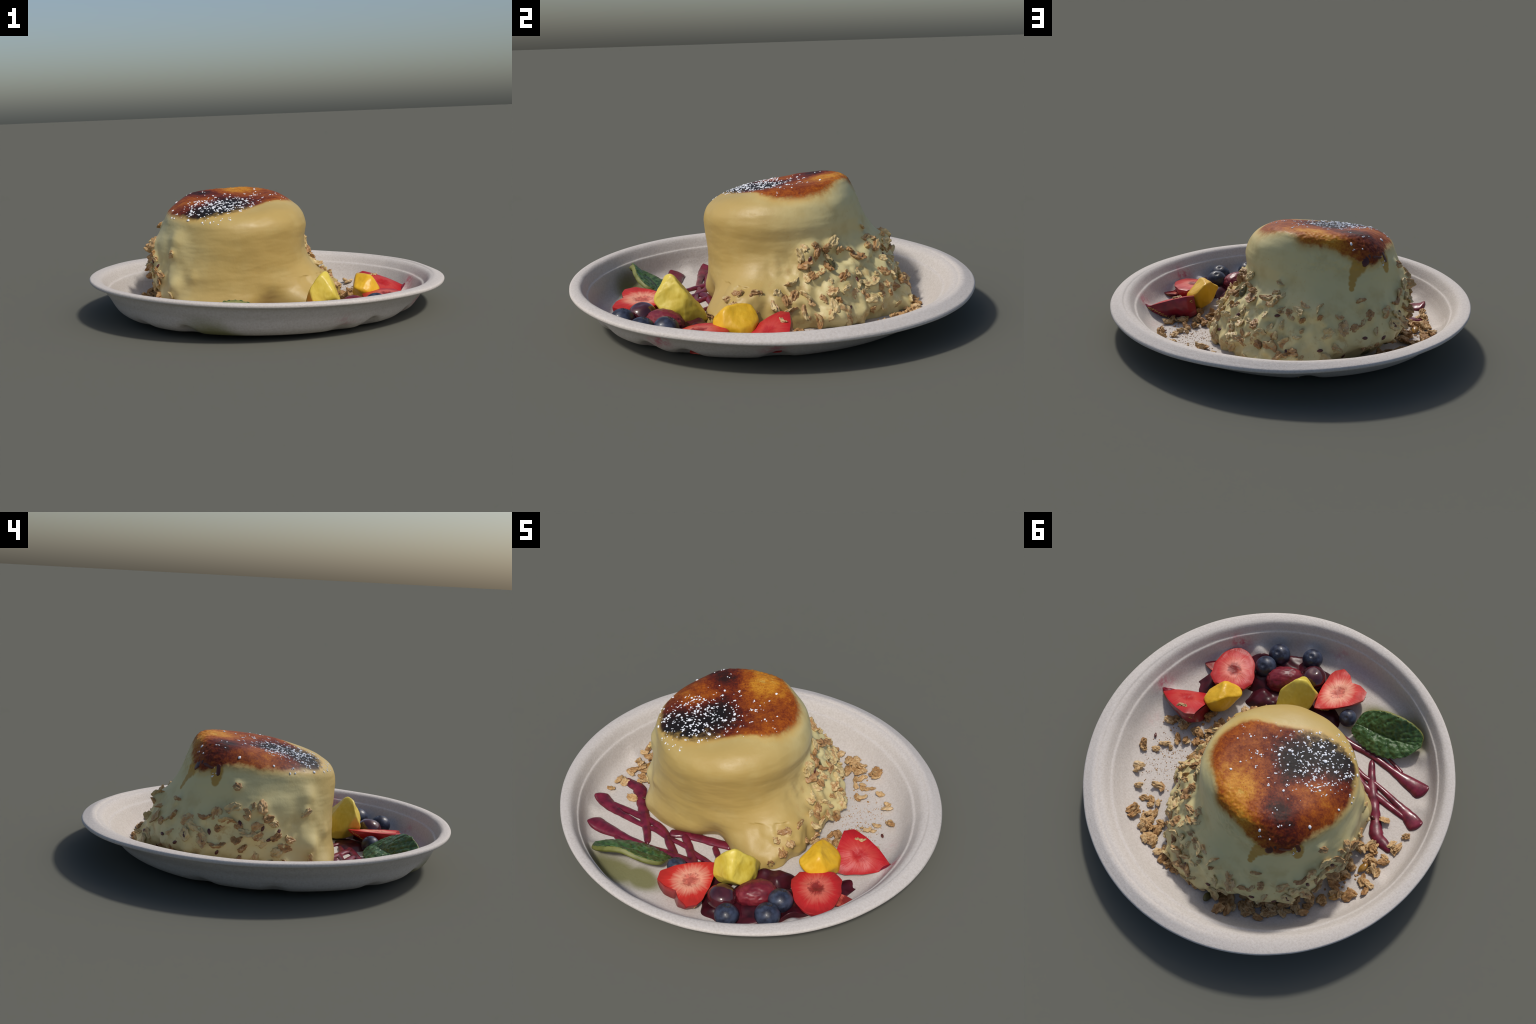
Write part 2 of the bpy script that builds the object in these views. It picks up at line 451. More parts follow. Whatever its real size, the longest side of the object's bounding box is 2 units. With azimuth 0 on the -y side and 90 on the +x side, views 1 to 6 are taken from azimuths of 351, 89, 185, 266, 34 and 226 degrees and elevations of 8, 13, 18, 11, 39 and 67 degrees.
def split_cake():
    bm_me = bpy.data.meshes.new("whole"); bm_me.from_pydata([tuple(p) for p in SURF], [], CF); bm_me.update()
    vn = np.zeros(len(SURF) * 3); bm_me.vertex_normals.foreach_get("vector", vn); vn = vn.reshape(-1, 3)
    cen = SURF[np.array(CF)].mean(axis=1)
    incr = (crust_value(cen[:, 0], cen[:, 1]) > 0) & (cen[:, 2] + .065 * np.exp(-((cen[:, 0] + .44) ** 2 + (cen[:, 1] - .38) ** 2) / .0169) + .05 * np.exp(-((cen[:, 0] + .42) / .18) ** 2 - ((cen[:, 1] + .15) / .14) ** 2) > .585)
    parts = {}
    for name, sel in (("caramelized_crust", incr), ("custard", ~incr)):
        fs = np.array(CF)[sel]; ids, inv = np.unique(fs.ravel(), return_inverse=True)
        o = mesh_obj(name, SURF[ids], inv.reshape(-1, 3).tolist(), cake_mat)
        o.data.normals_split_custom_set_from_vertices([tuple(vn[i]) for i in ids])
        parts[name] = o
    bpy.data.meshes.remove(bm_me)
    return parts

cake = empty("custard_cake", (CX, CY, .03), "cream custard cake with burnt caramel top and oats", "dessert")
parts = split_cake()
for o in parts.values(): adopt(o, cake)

# ---- powdered sugar on the burnt top
def sugar():
    base_v, base_f = icosphere(2)
    V, F = [], []
    m = Mat("powdered_sugar"); mat = m.set(color=(.78, .80, .84), rough=.9)
    cnt = 0
    while cnt < 330:
        if rng.random() < .80:
            x, y = -.27 + rng.gauss(0, .115), -.08 + rng.gauss(0, .105)
            # the dusting runs along the scorched band
            y += (x + .27) * .15
        else:
            x, y = rng.uniform(-.52, .12), rng.uniform(-.25, .40)
            if rng.random() < .35: continue
        if crust_value(x, y) < -.04: continue
        loc, nor, _, _ = tree.ray_cast(Vector((x, y, 1)), Vector((0, 0, -1)))
        if loc is None or loc.z < .52: continue
        k = 1 if rng.random() < .72 else rng.randint(2, 4)
        for j in range(k):
            s = min(.0082, max(.0022, rng.lognormvariate(math.log(.0030), .38)))
            c = loc + Vector((rng.gauss(0, .005), rng.gauss(0, .005), 0)) * (1 if k > 1 else 0)
            l2, n2, _, _ = tree.ray_cast(Vector((c.x, c.y, 1)), Vector((0, 0, -1)))
            q = n2.to_track_quat('Z', 'Y').to_matrix()
            off = len(V); ph = rng.random() * 50
            ax, ay = rng.uniform(.75, 1.3), rng.uniform(.75, 1.3)
            for v in base_v:
                r = s * (1 + .35 * noise.noise(Vector((v[0] * 1.6 + ph, v[1] * 1.6, v[2] * 1.6))))
                V.append(l2 + q @ Vector((v[0] * r * ax, v[1] * r * ay, v[2] * r * .55 + s * .2)))
            F += [[i + off for i in f] for f in base_f]
        cnt += 1
    o = mesh_obj("powdered_sugar", V, F, mat); o["kind"] = "stuff"
    adopt(o, cake)
sugar()

# ---- caramel drips over the back edge
def drips():
    m = Mat("dark_caramel")
    col = m.ramp(m.noise(14, 3), [(.35, (.05, .007, .006)), (.6, (.11, .02, .006)), (.8, (.20, .06, .006))])
    mat = m.set(color=col, rough=.3, spec=.4, coat=.1, coatr=.1)
    for path, wid in [([(132, .575), (128, .555), (126.5, .535), (126.5, .522)], (.030, .034, .030, .012)),
                      ([(134, .565), (140, .553), (143, .553)], (.016, .013, .010)),
                      ([(146, .572), (147, .555), (147.5, .535), (147.5, .518)], (.018, .018, .019, .010))]:
        pts = []
        for t, z in path:
            l, n = cake_hit(t, z); pts.append((l, n))
        n = 22
        C = catmull([p[0] for p in pts], n); NN = catmull([p[1] for p in pts], n); W = catmull([(w, 0, 0) for w in wid], n)
        V, F = [], []
        M = 12
        for i in range(n):
            tan = (C[min(i + 1, n - 1)] - C[max(i - 1, 0)]).normalized(); nr = NN[i].normalized(); side = tan.cross(nr).normalized()
            f = i / (n - 1)
            w = W[i][0] * math.sqrt(max(0.02, 1 - max(0, (f - .82) / .18) ** 2)) * math.sqrt(min(1, .1 + f * 6))
            hgt = (.002 + .0035 * f) * math.sqrt(max(.03, 1 - max(0, (f - .85) / .15) ** 2))
            for j in range(M):
                a = TAU * j / M
                V.append(C[i] + side * (w * math.cos(a) * .62) + nr * (hgt * math.sin(a)))
        for i in range(n - 1):
            for j in range(M):
                F.append((i * M + j, i * M + (j + 1) % M, (i + 1) * M + (j + 1) % M, (i + 1) * M + j))
        F.append(tuple(range(M))[::-1]); F.append(tuple((n - 1) * M + j for j in range(M)))
        o = mesh_obj("caramel_drip", V, F, mat); fix_normals(o); adopt(o, cake)
drips()

# ================================================================ OATS AND SEEDS
def oat_material(name, coat):
    m = Mat(name)
    r = m.rnd()
    n = m.noise(28, 4, .6); f = m.noise(120, 3, .6)
    co2 = m.vec(m.mul(m.x, 60), m.mul(m.y, 260), m.mul(m.z, 60))
    grain = m.noise(1, 3, .6, co=co2)
    k = m.add(m.mul(n, .55), m.add(m.mul(grain, .3), m.mul(m.sub(r, .5), .24)))
    col = m.ramp(k, [(.22, (.22, .10, .032)), (.37, (.40, .225, .088)), (.52, (.53, .36, .175)), (.70, (.65, .51, .33))])
    if coat:
        sm = m.step(m.add(m.noise(34, 3, .6), m.mul(m.sub(r, .5), .3)), .46, .56)
        col = m.mix(m.mul(sm, .62), col, (.54, .44, .20))
    m.bump(m.add(grain, f), .4, .003)
    return m.set(color=col, rough=.55 if coat else .65, spec=.35, coat=.25 if coat else 0.0, coatr=.3)
oat_dry = oat_material("toasted_oat", False); oat_wet = oat_material("custard_smeared_oat", True)

def oat_mesh(k):
    v, f = icosphere(4)
    r = random.Random(100 + k)
    L, W, T = r.uniform(.030, .036), r.uniform(.019, .024), r.uniform(.0065, .0095)
    bend = r.uniform(-14, 22); curl = r.uniform(-10, 16); ph = r.random() * 40
    V = []
    for x, y, z in v:
        e = 1 + .34 * noise.noise(Vector((x * 1.7 + ph, y * 1.7, z))) + .20 * noise.noise(Vector((x * 4 + ph, y * 4, z * 3)))
        X, Y, Z = x * L * e, y * W * e, z * T * (1.0 + .35 * noise.noise(Vector((x * 3, y * 3 + ph, z * 2))))
        Z -= .0045 * math.exp(-(y / .16) ** 2) * (1 if z > 0 else -.2) * (1 - x * x)         # crease along the grain
        Z += .006 * noise.noise(Vector((x * 2.3, y * 2.3 + ph, 7)))
        Z += bend * X * X * .35 + curl * Y * Y * .9
        V.append((X, Y, Z))
    me = bpy.data.meshes.new("oat_flake"); me.from_pydata(V, [], f); me.update()
    me.polygons.foreach_set("use_smooth", [True] * len(me.polygons))
    return me
OATS_D = [oat_mesh(i) for i in range(9)]
OATS_W = [me.copy() for me in OATS_D]
for me in OATS_D: me.materials.append(oat_dry)
for me in OATS_W: me.materials.append(oat_wet)

def place(name, me, loc, rot, scale, parent):
    o = link(bpy.data.objects.new(name, me))
    o.matrix_world = Matrix.Translation(loc) @ rot.to_4x4() @ Matrix.Diagonal((*scale, 1))
    mw = o.matrix_world.copy()
    o.parent = parent; o.matrix_parent_inverse = Matrix.Translation(-Vector(parent.location)); o.matrix_basis = mw
    return o

def facing(normal, spin, lean_x=0.0, lean_y=0.0):
    q = Vector(normal).to_track_quat('Z', 'Y').to_matrix()
    return q @ Matrix.Rotation(spin, 3, 'Z') @ Matrix.Rotation(lean_x, 3, 'X') @ Matrix.Rotation(lean_y, 3, 'Y')

for i, (l, n, s) in enumerate(flakes_on_cake):
    hit = tree.find_nearest(l)
    loc, nor = hit[0], hit[1]
    if loc.z < plate_height(loc.x, loc.y) + .014: continue
    me = (OATS_W if rng.random() < .85 else OATS_D)[rng.randrange(9)]
    sc = s * .95
    place("oat_flake", me, loc - nor * .003, facing(nor, rng.uniform(0, TAU), rng.gauss(0, .5), rng.gauss(0, .5)), (sc, sc * rng.uniform(.85, 1.15), sc * rng.uniform(1, 1.5)), cake)

def seed_mesh(name, L, W, T, mat):
    v, f = icosphere(3); V = []
    for x, y, z in v:
        w = 1 - .45 * max(0, x) ** 1.5
        V.append((x * L, y * W * w, z * T * w))
    me = bpy.data.meshes.new(name); me.from_pydata(V, [], f); me.update()
    me.polygons.foreach_set("use_smooth", [True] * len(me.polygons)); me.materials.append(mat)
    return me
mf = Mat("flax_brown"); flax_mat = mf.set(color=mf.ramp(mf.noise(60), [(.3, (.055, .012, .010)), (.7, (.13, .035, .022))]), rough=.25)
mp = Mat("pumpkin_green"); pump_mat = mp.set(color=mp.ramp(mp.noise(45, 4), [(.3, (.055, .05, .018)), (.7, (.16, .135, .045))]), rough=.4)
mr = Mat("golden_raisin"); raisin_mat = mr.set(color=mr.ramp(mr.noise(50, 3), [(.3, (.22, .10, .015)), (.7, (.40, .22, .04))]), rough=.35, coat=.3)
flax = seed_mesh("flax_seed", .016, .0085, .005, flax_mat); pump = seed_mesh("pumpkin_seed", .035, .020, .010, pump_mat)
raisin = seed_mesh("golden_raisin", .034, .020, .012, raisin_mat)
for t, z in [(167, .315), (180, .295), (190, .275), (184, .235), (138, .235), (131, .18), (119, .195), (95, .15), (79, .13), (155, .165), (14, .325), (148, .205), (150, .26), (108, .10), (40, .21), (70, .28), (30, .10)]:
    loc, nor = cake_hit(t, z)
    place("flax_seed", flax, loc + nor * .002, facing(nor, rng.uniform(0, TAU)), (1, 1, 1), cake)
for t, z, s in [(28, .30, 1.05), (142, .12, 1.0), (128, .07, 1.0)]:
    loc, nor = cake_hit(t, z)
    place("pumpkin_seed", pump, loc + nor * .003, facing(nor, 1.4 + rng.uniform(-.4, .4)), (s, s, s), cake)

def lift_flake(o):
    """raise a flake until no corner dips into the plate"""
    M = o.matrix_basis
    P = np.array([(M @ v.co)[:] for v in list(o.data.vertices)[::9]])
    gap = float(np.max(plate_heights(P[:, 0], P[:, 1]) - P[:, 2]))
    if gap > -.001:
        M = Matrix.Translation((0, 0, gap + .001)) @ M; o.matrix_basis = M

granola = empty("granola", (.35, .55, .03), "loose toasted oat granola scattered on the plate", "granola")
loose = []
def drop(x, y, s=1.0, up=0.0, me=None, name="oat_flake"):
    z = plate_height(x, y) + .009 * s + up
    me = me or OATS_D[rng.randrange(9)]
    loose.append((x, y))
    o = place(name, me, Vector((x, y, z)), facing((rng.gauss(0, .22), rng.gauss(0, .22), 1), rng.uniform(0, TAU), rng.gauss(0, .25), rng.gauss(0, .25)), (s, s * rng.uniform(.85, 1.1), s * rng.uniform(1, 1.5)), granola)
    lift_flake(o)
    return o

def clump(x, y, n, spread, height=.03, s=.9):
    for i in range(n):
        a = rng.uniform(0, TAU); r = spread * math.sqrt(rng.random())
        drop(x + r * math.cos(a), y + r * math.sin(a), s * rng.uniform(.7, 1.15), up=height * rng.random() * (1 - r / (spread + .01)))
# right-hand side of the plate
for x, y, s in [(.67, .32, 1), (.60, .29, .7), (.58, .23, .75), (.56, .16, .85), (.52, .14, .8), (.52, .06, .9), (.59, .43, .9), (.575, .455, .7), (.50, .51, .85), (.43, .44, 1.0), (.405, .43, .8),
                (.43, .54, .75), (.41, .525, .65), (.39, .52, .8), (.375, .545, .6), (.35, .51, .75), (.32, .56, .8), (.34, .57, .5), (.655, .335, .8), (.605, .245, .5), (.545, .185, .6), (.545, .23, .5)]:
    drop(x, y, s)
clump(.40, .64, 4, .025, .035, 1.1); clump(.29, .65, 7, .04, .035); clump(.22, .69, 6, .035, .03); clump(.26, .59, 5, .04, .02, .8); clump(.34, .60, 3, .03, .01, .7)
clump(.60, .10, 5, .05, .015, .95); clump(.49, .10, 7, .06, .015, .85); clump(.66, .11, 3, .03, .012, .9); clump(.50, -.05, 7, .07, .012, .9); clump(.44, -.01, 8, .055, .05, .95)
# behind the cake
for x, y in [(-.27, .63), (-.33, .65), (-.40, .61), (-.40, .55), (-.47, .56), (-.51, .50), (-.55, .47), (-.55, .41), (-.60, .41), (-.64, .36)]:
    clump(x, y, 5, .05, .010, .95)
clump(-.14, .68, 4, .04, .02); clump(.02, .71, 5, .04, .04); clump(.12, .69, 4, .04, .03)
# left of the cake
for x, y, n in [(-.70, .21, 4), (-.76, .17, 3), (-.75, .08, 3), (-.79, .09, 2), (-.67, .12, 4), (-.76, -.03, 3), (-.76, -.09, 3), (-.71, -.06, 4), (-.66, -.12, 4), (-.63, -.08, 3), (-.75, -.20, 3), (-.65, .04, 4), (-.65, .16, 3), (-.67, .28, 3)]:
    clump(x, y, n, .03, .008, .9)
drop(-.76, -.28, .8); drop(-.615, -.272, 1.0)
drop(-.71, .01, 1.0, .005, raisin, "golden_raisin"); drop(-.71, .235, .9, .0, raisin, "golden_raisin")
drop(-.23, .69, 1.1, .002, pump, "pumpkin_seed"); drop(.665, .235, 1.0, 0, flax, "flax_seed"); drop(-.56, -.24, .9, .01, flax, "flax_seed")
# on the strawberry at the right
# crumbs
def crumbs():
    bv, bf = icosphere(1); V, F = [], []
    for i in range(420):
        if i < 300: x, y, s = rng.gauss(.53, .085), rng.gauss(.30, .12), rng.uniform(.0012, .0032)
        else:
            q = loose[rng.randrange(len(loose))]; x, y, s = q[0] + rng.gauss(0, .035), q[1] + rng.gauss(0, .035), rng.uniform(.003, .0075)
        if math.hypot(x - C0[0], y - C0[1]) > .77: continue
        z = plate_height(x, y); off = len(V); a, b = rng.uniform(.7, 1.5), rng.uniform(.7, 1.5)
        for v in bv: V.append((x + v[0] * s * a, y + v[1] * s * b, z + v[2] * s * .7 + s * .25))
        F += [[k + off for k in f] for f in bf]
    o = mesh_obj("granola_crumbs", V, F, oat_dry); o["kind"] = "stuff"; adopt(o, granola)
crumbs()

# ================================================================ BERRY SAUCE
def sauce():
    m = Mat("berry_sauce")
    n = m.noise(22, 4, .6)
    col = m.ramp(n, [(.3, (.060, .006, .014)), (.5, (.135, .010, .026)), (.72, (.20, .018, .042))])
    m.bump(m.noise(60, 3), .15, .004)
    mat = m.set(color=col, rough=.3, spec=.4, coat=.15, coatr=.15)
    top = empty("berry_sauce", (-.4, -.4, .04), "dark red berry sauce drizzled in crossing lines", "sauce")
    strands = [
        ([(-.675, -.525), (-.62, -.535), (-.54, -.53), (-.45, -.525), (-.30, -.515), (-.18, -.49), (-.06, -.48), (.04, -.475), (.12, -.47)], (.050, .054, .042, .027, .024, .024, .026, .024, .02)),
        ([(-.775, -.350), (-.73, -.368), (-.66, -.385), (-.58, -.395), (-.44, -.40), (-.35, -.39), (-.27, -.40), (-.14, -.40), (-.07, -.42), (.06, -.43)], (.044, .050, .038, .024, .018, .020, .020, .018, .020, .018)),
        ([(-.70, -.36), (-.60, -.355), (-.53, -.352), (-.46, -.35), (-.37, -.355), (-.29, -.385), (-.23, -.43), (-.14, -.49)], (.018, .022, .024, .028, .024, .024, .026, .024)),
        ([(-.76, -.165), (-.70, -.17), (-.64, -.18), (-.58, -.24), (-.51, -.305), (-.45, -.36), (-.39, -.42), (-.32, -.50)], (.026, .038, .045, .036, .034, .034, .026, .020)),
        ([(-.28, -.37), (-.18, -.325), (-.05, -.295), (.06, -.27)], (.03, .032, .032, .03)),
        ([(-.22, -.32), (-.16, -.37), (-.10, -.42), (-.02, -.49)], (.028, .026, .028, .03)),
        ([(-.02, -.32), (.05, -.38), (.10, -.44)], (.02, .02, .02)),
        ([(-.50, -.545), (-.43, -.56), (-.36, -.565), (-.28, -.56)], (.018, .011, .009, .009))]
    for pts, wid in strands:
        n = 70
        C = catmull([(x, y, 0) for x, y in pts], n); W = catmull([(w, 0, 0) for w in wid], n)
        V, F = [], []; M = 12
        for i in range(n):
            tan = (C[min(i + 1, n - 1)] - C[max(i - 1, 0)]).normalized(); side = Vector((-tan.y, tan.x, 0)); f = i / (n - 1)
            end = math.sqrt(max(.02, 1 - max(0, 1 - f * 22) ** 2)) * math.sqrt(max(.02, 1 - max(0, (f - .94) / .06) ** 2))
            w = W[i][0] * end * (1 + .18 * noise.noise(C[i] * 26)) * .86
            h = (.009 + .22 * W[i][0]) * end * (1 + .25 * noise.noise(C[i] * 18))
            for j in range(M):
                a = TAU * j / M; p = C[i] + side * (w * math.cos(a))
                z = plate_height(p.x, p.y)
                V.append((p.x, p.y, z + (h * math.sin(a) if math.sin(a) > 0 else .002 * math.sin(a))))
        for i in range(n - 1):
            for j in range(M): F.append((i * M + j, i * M + (j + 1) % M, (i + 1) * M + (j + 1) % M, (i + 1) * M + j))
        F.append(tuple(range(M))[::-1]); F.append(tuple((n - 1) * M + j for j in range(M)))
        o = mesh_obj("sauce_strand", V, F, mat); fix_normals(o); adopt(o, top)
    # juice puddle between the fruits
    mj = Mat("berry_juice")
    jm = mj.set(color=mj.ramp(mj.noise(16, 4), [(.3, (.022, .004, .007)), (.7, (.085, .010, .018))]), rough=.35, spec=.3)
    def puddle(cx, cy, rx, ry, rot, h, ph):
        V, F = [], []; NR, NA = 16, 64
        for i in range(NR + 1):
            f = i / NR
            for j in range(NA):
                a = TAU * j / NA
                rr = 1 + .22 * noise.noise(Vector((math.cos(a) * 1.6 + ph, math.sin(a) * 1.6, 0)))
                u, v = rx * f * rr * math.cos(a), ry * f * rr * math.sin(a)
                x, y = cx + u * math.cos(rot) - v * math.sin(rot), cy + u * math.sin(rot) + v * math.cos(rot)
                q = math.hypot(x - C0[0], y - C0[1])
                if q > .77: x, y = C0[0] + (x - C0[0]) * .77 / q, C0[1] + (y - C0[1]) * .77 / q
                z = plate_height(x, y) + h * (1 - f ** 3) * (1 + .6 * noise.noise(Vector((x * 16, y * 16, ph)))) - .002
                V.append((x, y, z))
        for i in range(NR):
            for j in range(NA): F.append((i * NA + j, (i + 1) * NA + j, (i + 1) * NA + (j + 1) % NA, i * NA + (j + 1) % NA))
        o = mesh_obj("juice_puddle", V, F, jm); fix_normals(o); adopt(o, top)
    puddle(.45, -.52, .25, .17, .55, .045, 1.0)
    puddle(.27, -.63, .12, .11, 0, .050, 2.0)
    puddle(.08, -.50, .15, .09, .1, .024, 3.0)
    puddle(.66, -.30, .16, .09, 1.3, .020, 4.0)
    puddle(.36, -.36, .12, .08, .6, .055, 5.0)
sauce()

# ================================================================ FRUIT
def frame(origin, axis, normal):
    """y along axis, z along normal"""
    y = Vector(axis).normalized(); z = Vector(normal); z = (z - y * z.dot(y)).normalized(); x = y.cross(z)
    M = Matrix((x, y, z)).transposed().to_4x4(); M.translation = Vector(origin)
    return M

def flesh_material(name, rad_w, length, red, pale, core, core_amt):
    m = Mat(name)
    u = m.mul(m.x, 1 / rad_w); v = m.mul(m.sub(m.y, length * .42), 1 / (length * .58))
    r = m.math('SQRT', m.add(m.mul(u, u), m.mul(v, v)))
    ang = m.math('ARCTAN2', v, u)
    streak = m.noise(1, 3, .6, co=m.vec(m.mul(ang, 7.0), m.mul(r, 1.3), 0.0))
    n = m.noise(24, 4, .6)
    k = m.add(r, m.add(m.mul(m.sub(streak, .5), .55), m.mul(m.sub(n, .5), .25)))
    col = m.ramp(k, [(.0, core), (.16, core), (.34, pale), (.52, tuple(.5 * (a + b) for a, b in zip(pale, red))), (.70, red), (.95, tuple(a * .75 for a in red))])
    pit = m.mul(m.step(m.add(m.noise(55, 3, .6), m.mul(r, -.9)), .22, .40), core_amt)
    col = m.mix(pit, col, (.20, .022, .018))
    m.bump(m.add(streak, n), .3, .005)
    return m.set(color=col, rough=.42, spec=.3)

def skin_material(name, a, b):
    m = Mat(name)
    col = m.ramp(m.noise(9, 4, .6), [(.3, a), (.7, b)])
    m.bump(m.noise(70, 3), .2, .004)
    return m.set(color=col, rough=.32, spec=.4, coat=.1, coatr=.2)
seed_gold = Mat("achene").set(color=(.50, .28, .07), rough=.4)

def half_width(t):
    base = min(1.0, .80 + 1.3 * t)
    return base * max(0.0, 1 - max(0, (t - .15) / .85) ** 1.45) ** .8 if t < 1 else 0.0

def blunt_width(t):
    return min(1.0, .70 + 1.6 * t) * math.sqrt(max(0.0, 1 - max(0, (t - .2) / .8) ** 2.2)) if t < 1 else 0.0

def strawberry_half(label, M, length, width, depth, flesh, skin, notch=0.0, seeds=60, shape=half_width, lift=0.0):
    top = link(bpy.data.objects.new("strawberry_half", None)); top.matrix_world = M; top.empty_display_size = .04
    top["label"] = label; top["category"] = "strawberry"
    NT, NP = 44, 30
    V, F = [], []
    prm = []
    for i in range(NT + 1):
        t = i / NT; w = max(shape(t), .004) * width
        dd = depth * max(shape(t), .004) ** .8
        for j in range(NP + 1):
            a = math.pi + math.pi * j / NP
            dim = 1 - .02 * max(0, math.sin(t * 44 + (j % 2)) * math.sin(j * 1.7))
            nz = 1 + .05 * noise.noise(Vector((math.cos(a) * 2 + length * 50, t * 5, math.sin(a) * 2)))
            y = t * length + notch * max(0, 1 - abs(math.cos(a)) * 2.2) * max(0, 1 - t * 6)
            V.append((w * math.cos(a) * nz * (dim if 0 < j < NP else 1), y, dd * math.sin(a) * nz * dim)); prm.append((t, a, w, dd))
    for i in range(NT):
        for j in range(NP):
            F.append((i * (NP + 1) + j, i * (NP + 1) + j + 1, (i + 1) * (NP + 1) + j + 1, (i + 1) * (NP + 1) + j))
    off = len(V); w0 = abs(V[0][0])              # stem-end wall between the skin and the cut face
    for j in range(NP + 1):
        x = V[j][0]
        V.append((x, notch * max(0, 1 - abs(x / w0) * 2.2), .001 if 0 < j < NP else V[j][2]))
    for j in range(NP): F.append((j, off + j, off + j + 1, j + 1))
    sk = mesh_obj("strawberry_skin", V, F, skin); fix_normals(sk); sk.parent = top; rest_on_plate(sk)
    # cut face, a few mm proud of the rim and softly uneven
    V2, F2 = [], []; NS = 24
    for i in range(NT + 1):
        e0, e1 = V[i * (NP + 1)], V[i * (NP + 1) + NP]
        for j in range(NS + 1):
            s = j / NS
            x = e0[0] + (e1[0] - e0[0]) * s; y = i / NT * length; edge = min(s, 1 - s) * 2
            cut = notch * max(0, 1 - abs(2 * s - 1) * 2.2) * max(0, 1 - i / NT * 6)
            z = .0015 + lift * math.sin(math.pi * s) * math.sin(math.pi * min(1, i / NT + .1)) + .004 * noise.noise(Vector((x * 22, y * 22, length * 9))) * min(1, edge * 4)
            z -= .010 * math.exp(-((x / width) ** 2 * 14 + ((y / length - .40) / .13) ** 2)) * min(1, abs(noise.noise(Vector((x * 60, y * 60, 1)))) * 2 + .4)
            V2.append((x, y + cut, z if 0 < j < NS else e0[2]))
    for i in range(NT):
        for j in range(NS): F2.append((i * (NS + 1) + j, i * (NS + 1) + j + 1, (i + 1) * (NS + 1) + j + 1, (i + 1) * (NS + 1) + j))
    fl = mesh_obj("strawberry_flesh", V2, F2, flesh); fix_normals(fl); fl.parent = top
    if fl.data.polygons[len(F2) // 2].normal.z < 0:
        fl.data.flip_normals()
    # achenes
    bv, bf = icosphere(1); SV, SF = [], []
    r = random.Random(int(length * 9999))
    for k in range(seeds):
        t = .06 + .88 * ((k * .618) % 1); a = math.pi + math.pi * (.06 + .88 * ((k * .381 + .13 * r.random()) % 1))
        w = shape(t) * width; dd = depth * shape(t) ** .8
        c = Vector((w * math.cos(a), t * length, dd * math.sin(a))); off = len(SV)
        for v in bv: SV.append(c + Vector((v[0] * .0028, v[1] * .0045, v[2] * .0028)))
        SF += [[q + off for q in f] for f in bf]
    so = mesh_obj("achenes", SV, SF, seed_gold); so["kind"] = "stuff"; so.parent = top; rest_on_plate(so, .0)
    return top

red_skin = skin_material("strawberry_red", (.36, .012, .018), (.52, .030, .030)); dark_skin = skin_material("strawberry_dark_red", (.11, .006, .016), (.30, .014, .028))
fl1 = flesh_material("strawberry_flesh_pale", .13, .29, (.55, .030, .022), (.74, .33, .22), (.62, .16, .11), .45)
fl2 = flesh_material("strawberry_flesh_hollow", .13, .26, (.47, .020, .020), (.58, .13, .09), (.28, .022, .018), .8)
fl3 = flesh_material("strawberry_flesh_red", .13, .28, (.42, .010, .014), (.47, .045, .035), (.40, .012, .014), .1)
# base-to-tip axis, cut-face normal
strawberry_half("halved strawberry lying cut face up, pale core", frame((.052, -.765, .110), (.052, .28, -.006), (.17, .0, .98)), .290, .132, .085, fl1, red_skin, notch=.024)
strawberry_half("halved strawberry with dark hollow core", frame((.555, -.250, .094), (.145, -.245, -.020), (-.12, .14, 1)), .265, .125, .075, fl2, red_skin, lift=.014, shape=blunt_width)
strawberry_half("glossy red strawberry half resting on its side", frame((.558, -.055, .108), (.265, .070, -.050), (.14, -.46, .87)), .285, .122, .11, fl3, dark_skin, lift=.022, seeds=90)
strawberry_half("small dark strawberry piece tucked under fruit", frame((.66, -.34, .035), (.13, .07, .01), (.2, -.1, 1)), .14, .055, .03, fl2, dark_skin, seeds=20)

# oats stuck to the strawberry
for p in [(.615, .028, .135), (.60, .045, .130), (.645, .035, .135), (.585, .02, .125)]:
    place("oat_flake", OATS_D[rng.randrange(9)], Vector(p), facing((-.2, .6, 1), rng.uniform(0, 6)), (.62, .62, .8), granola)

def blob_obj(name, sub, M, radii, mat, fn=None):
    v, f = icosphere(sub)
    V = []
    for p in v:
        q = Vector(p); k = fn(q) if fn else 1.0
        V.append(Vector((q.x * radii[0], q.y * radii[1], q.z * radii[2])) * k)
    o = mesh_obj(name, V, f, mat); o.matrix_world = M; rest_on_plate(o)
    return o

# whole dark strawberry
def pitted(q):
    return 1 - .16 * max(0, q.y) ** 3 + .04 * noise.noise(q * 2.2) - .06 * max(0, .4 - noise.voronoi(q * 6.5)[0][0]) / .4 + .05 * noise.noise(q * 4.5)
md = Mat("bruised_berry_red")
dm = md.set(color=md.ramp(md.noise(14, 5, .65), [(.28, (.06, .008, .014)), (.5, (.15, .012, .022)), (.75, (.27, .04, .045))]), rough=.38, spec=.35)
w = blob_obj("dark_strawberry", 5, frame((.375, -.505, .062), (.15, .16, -.02), (0, 0, 1)), (.075, .115, .068), dm, pitted)
w["label"] = "whole dark red glossy strawberry lying on its side"; w["category"] = "strawberry"

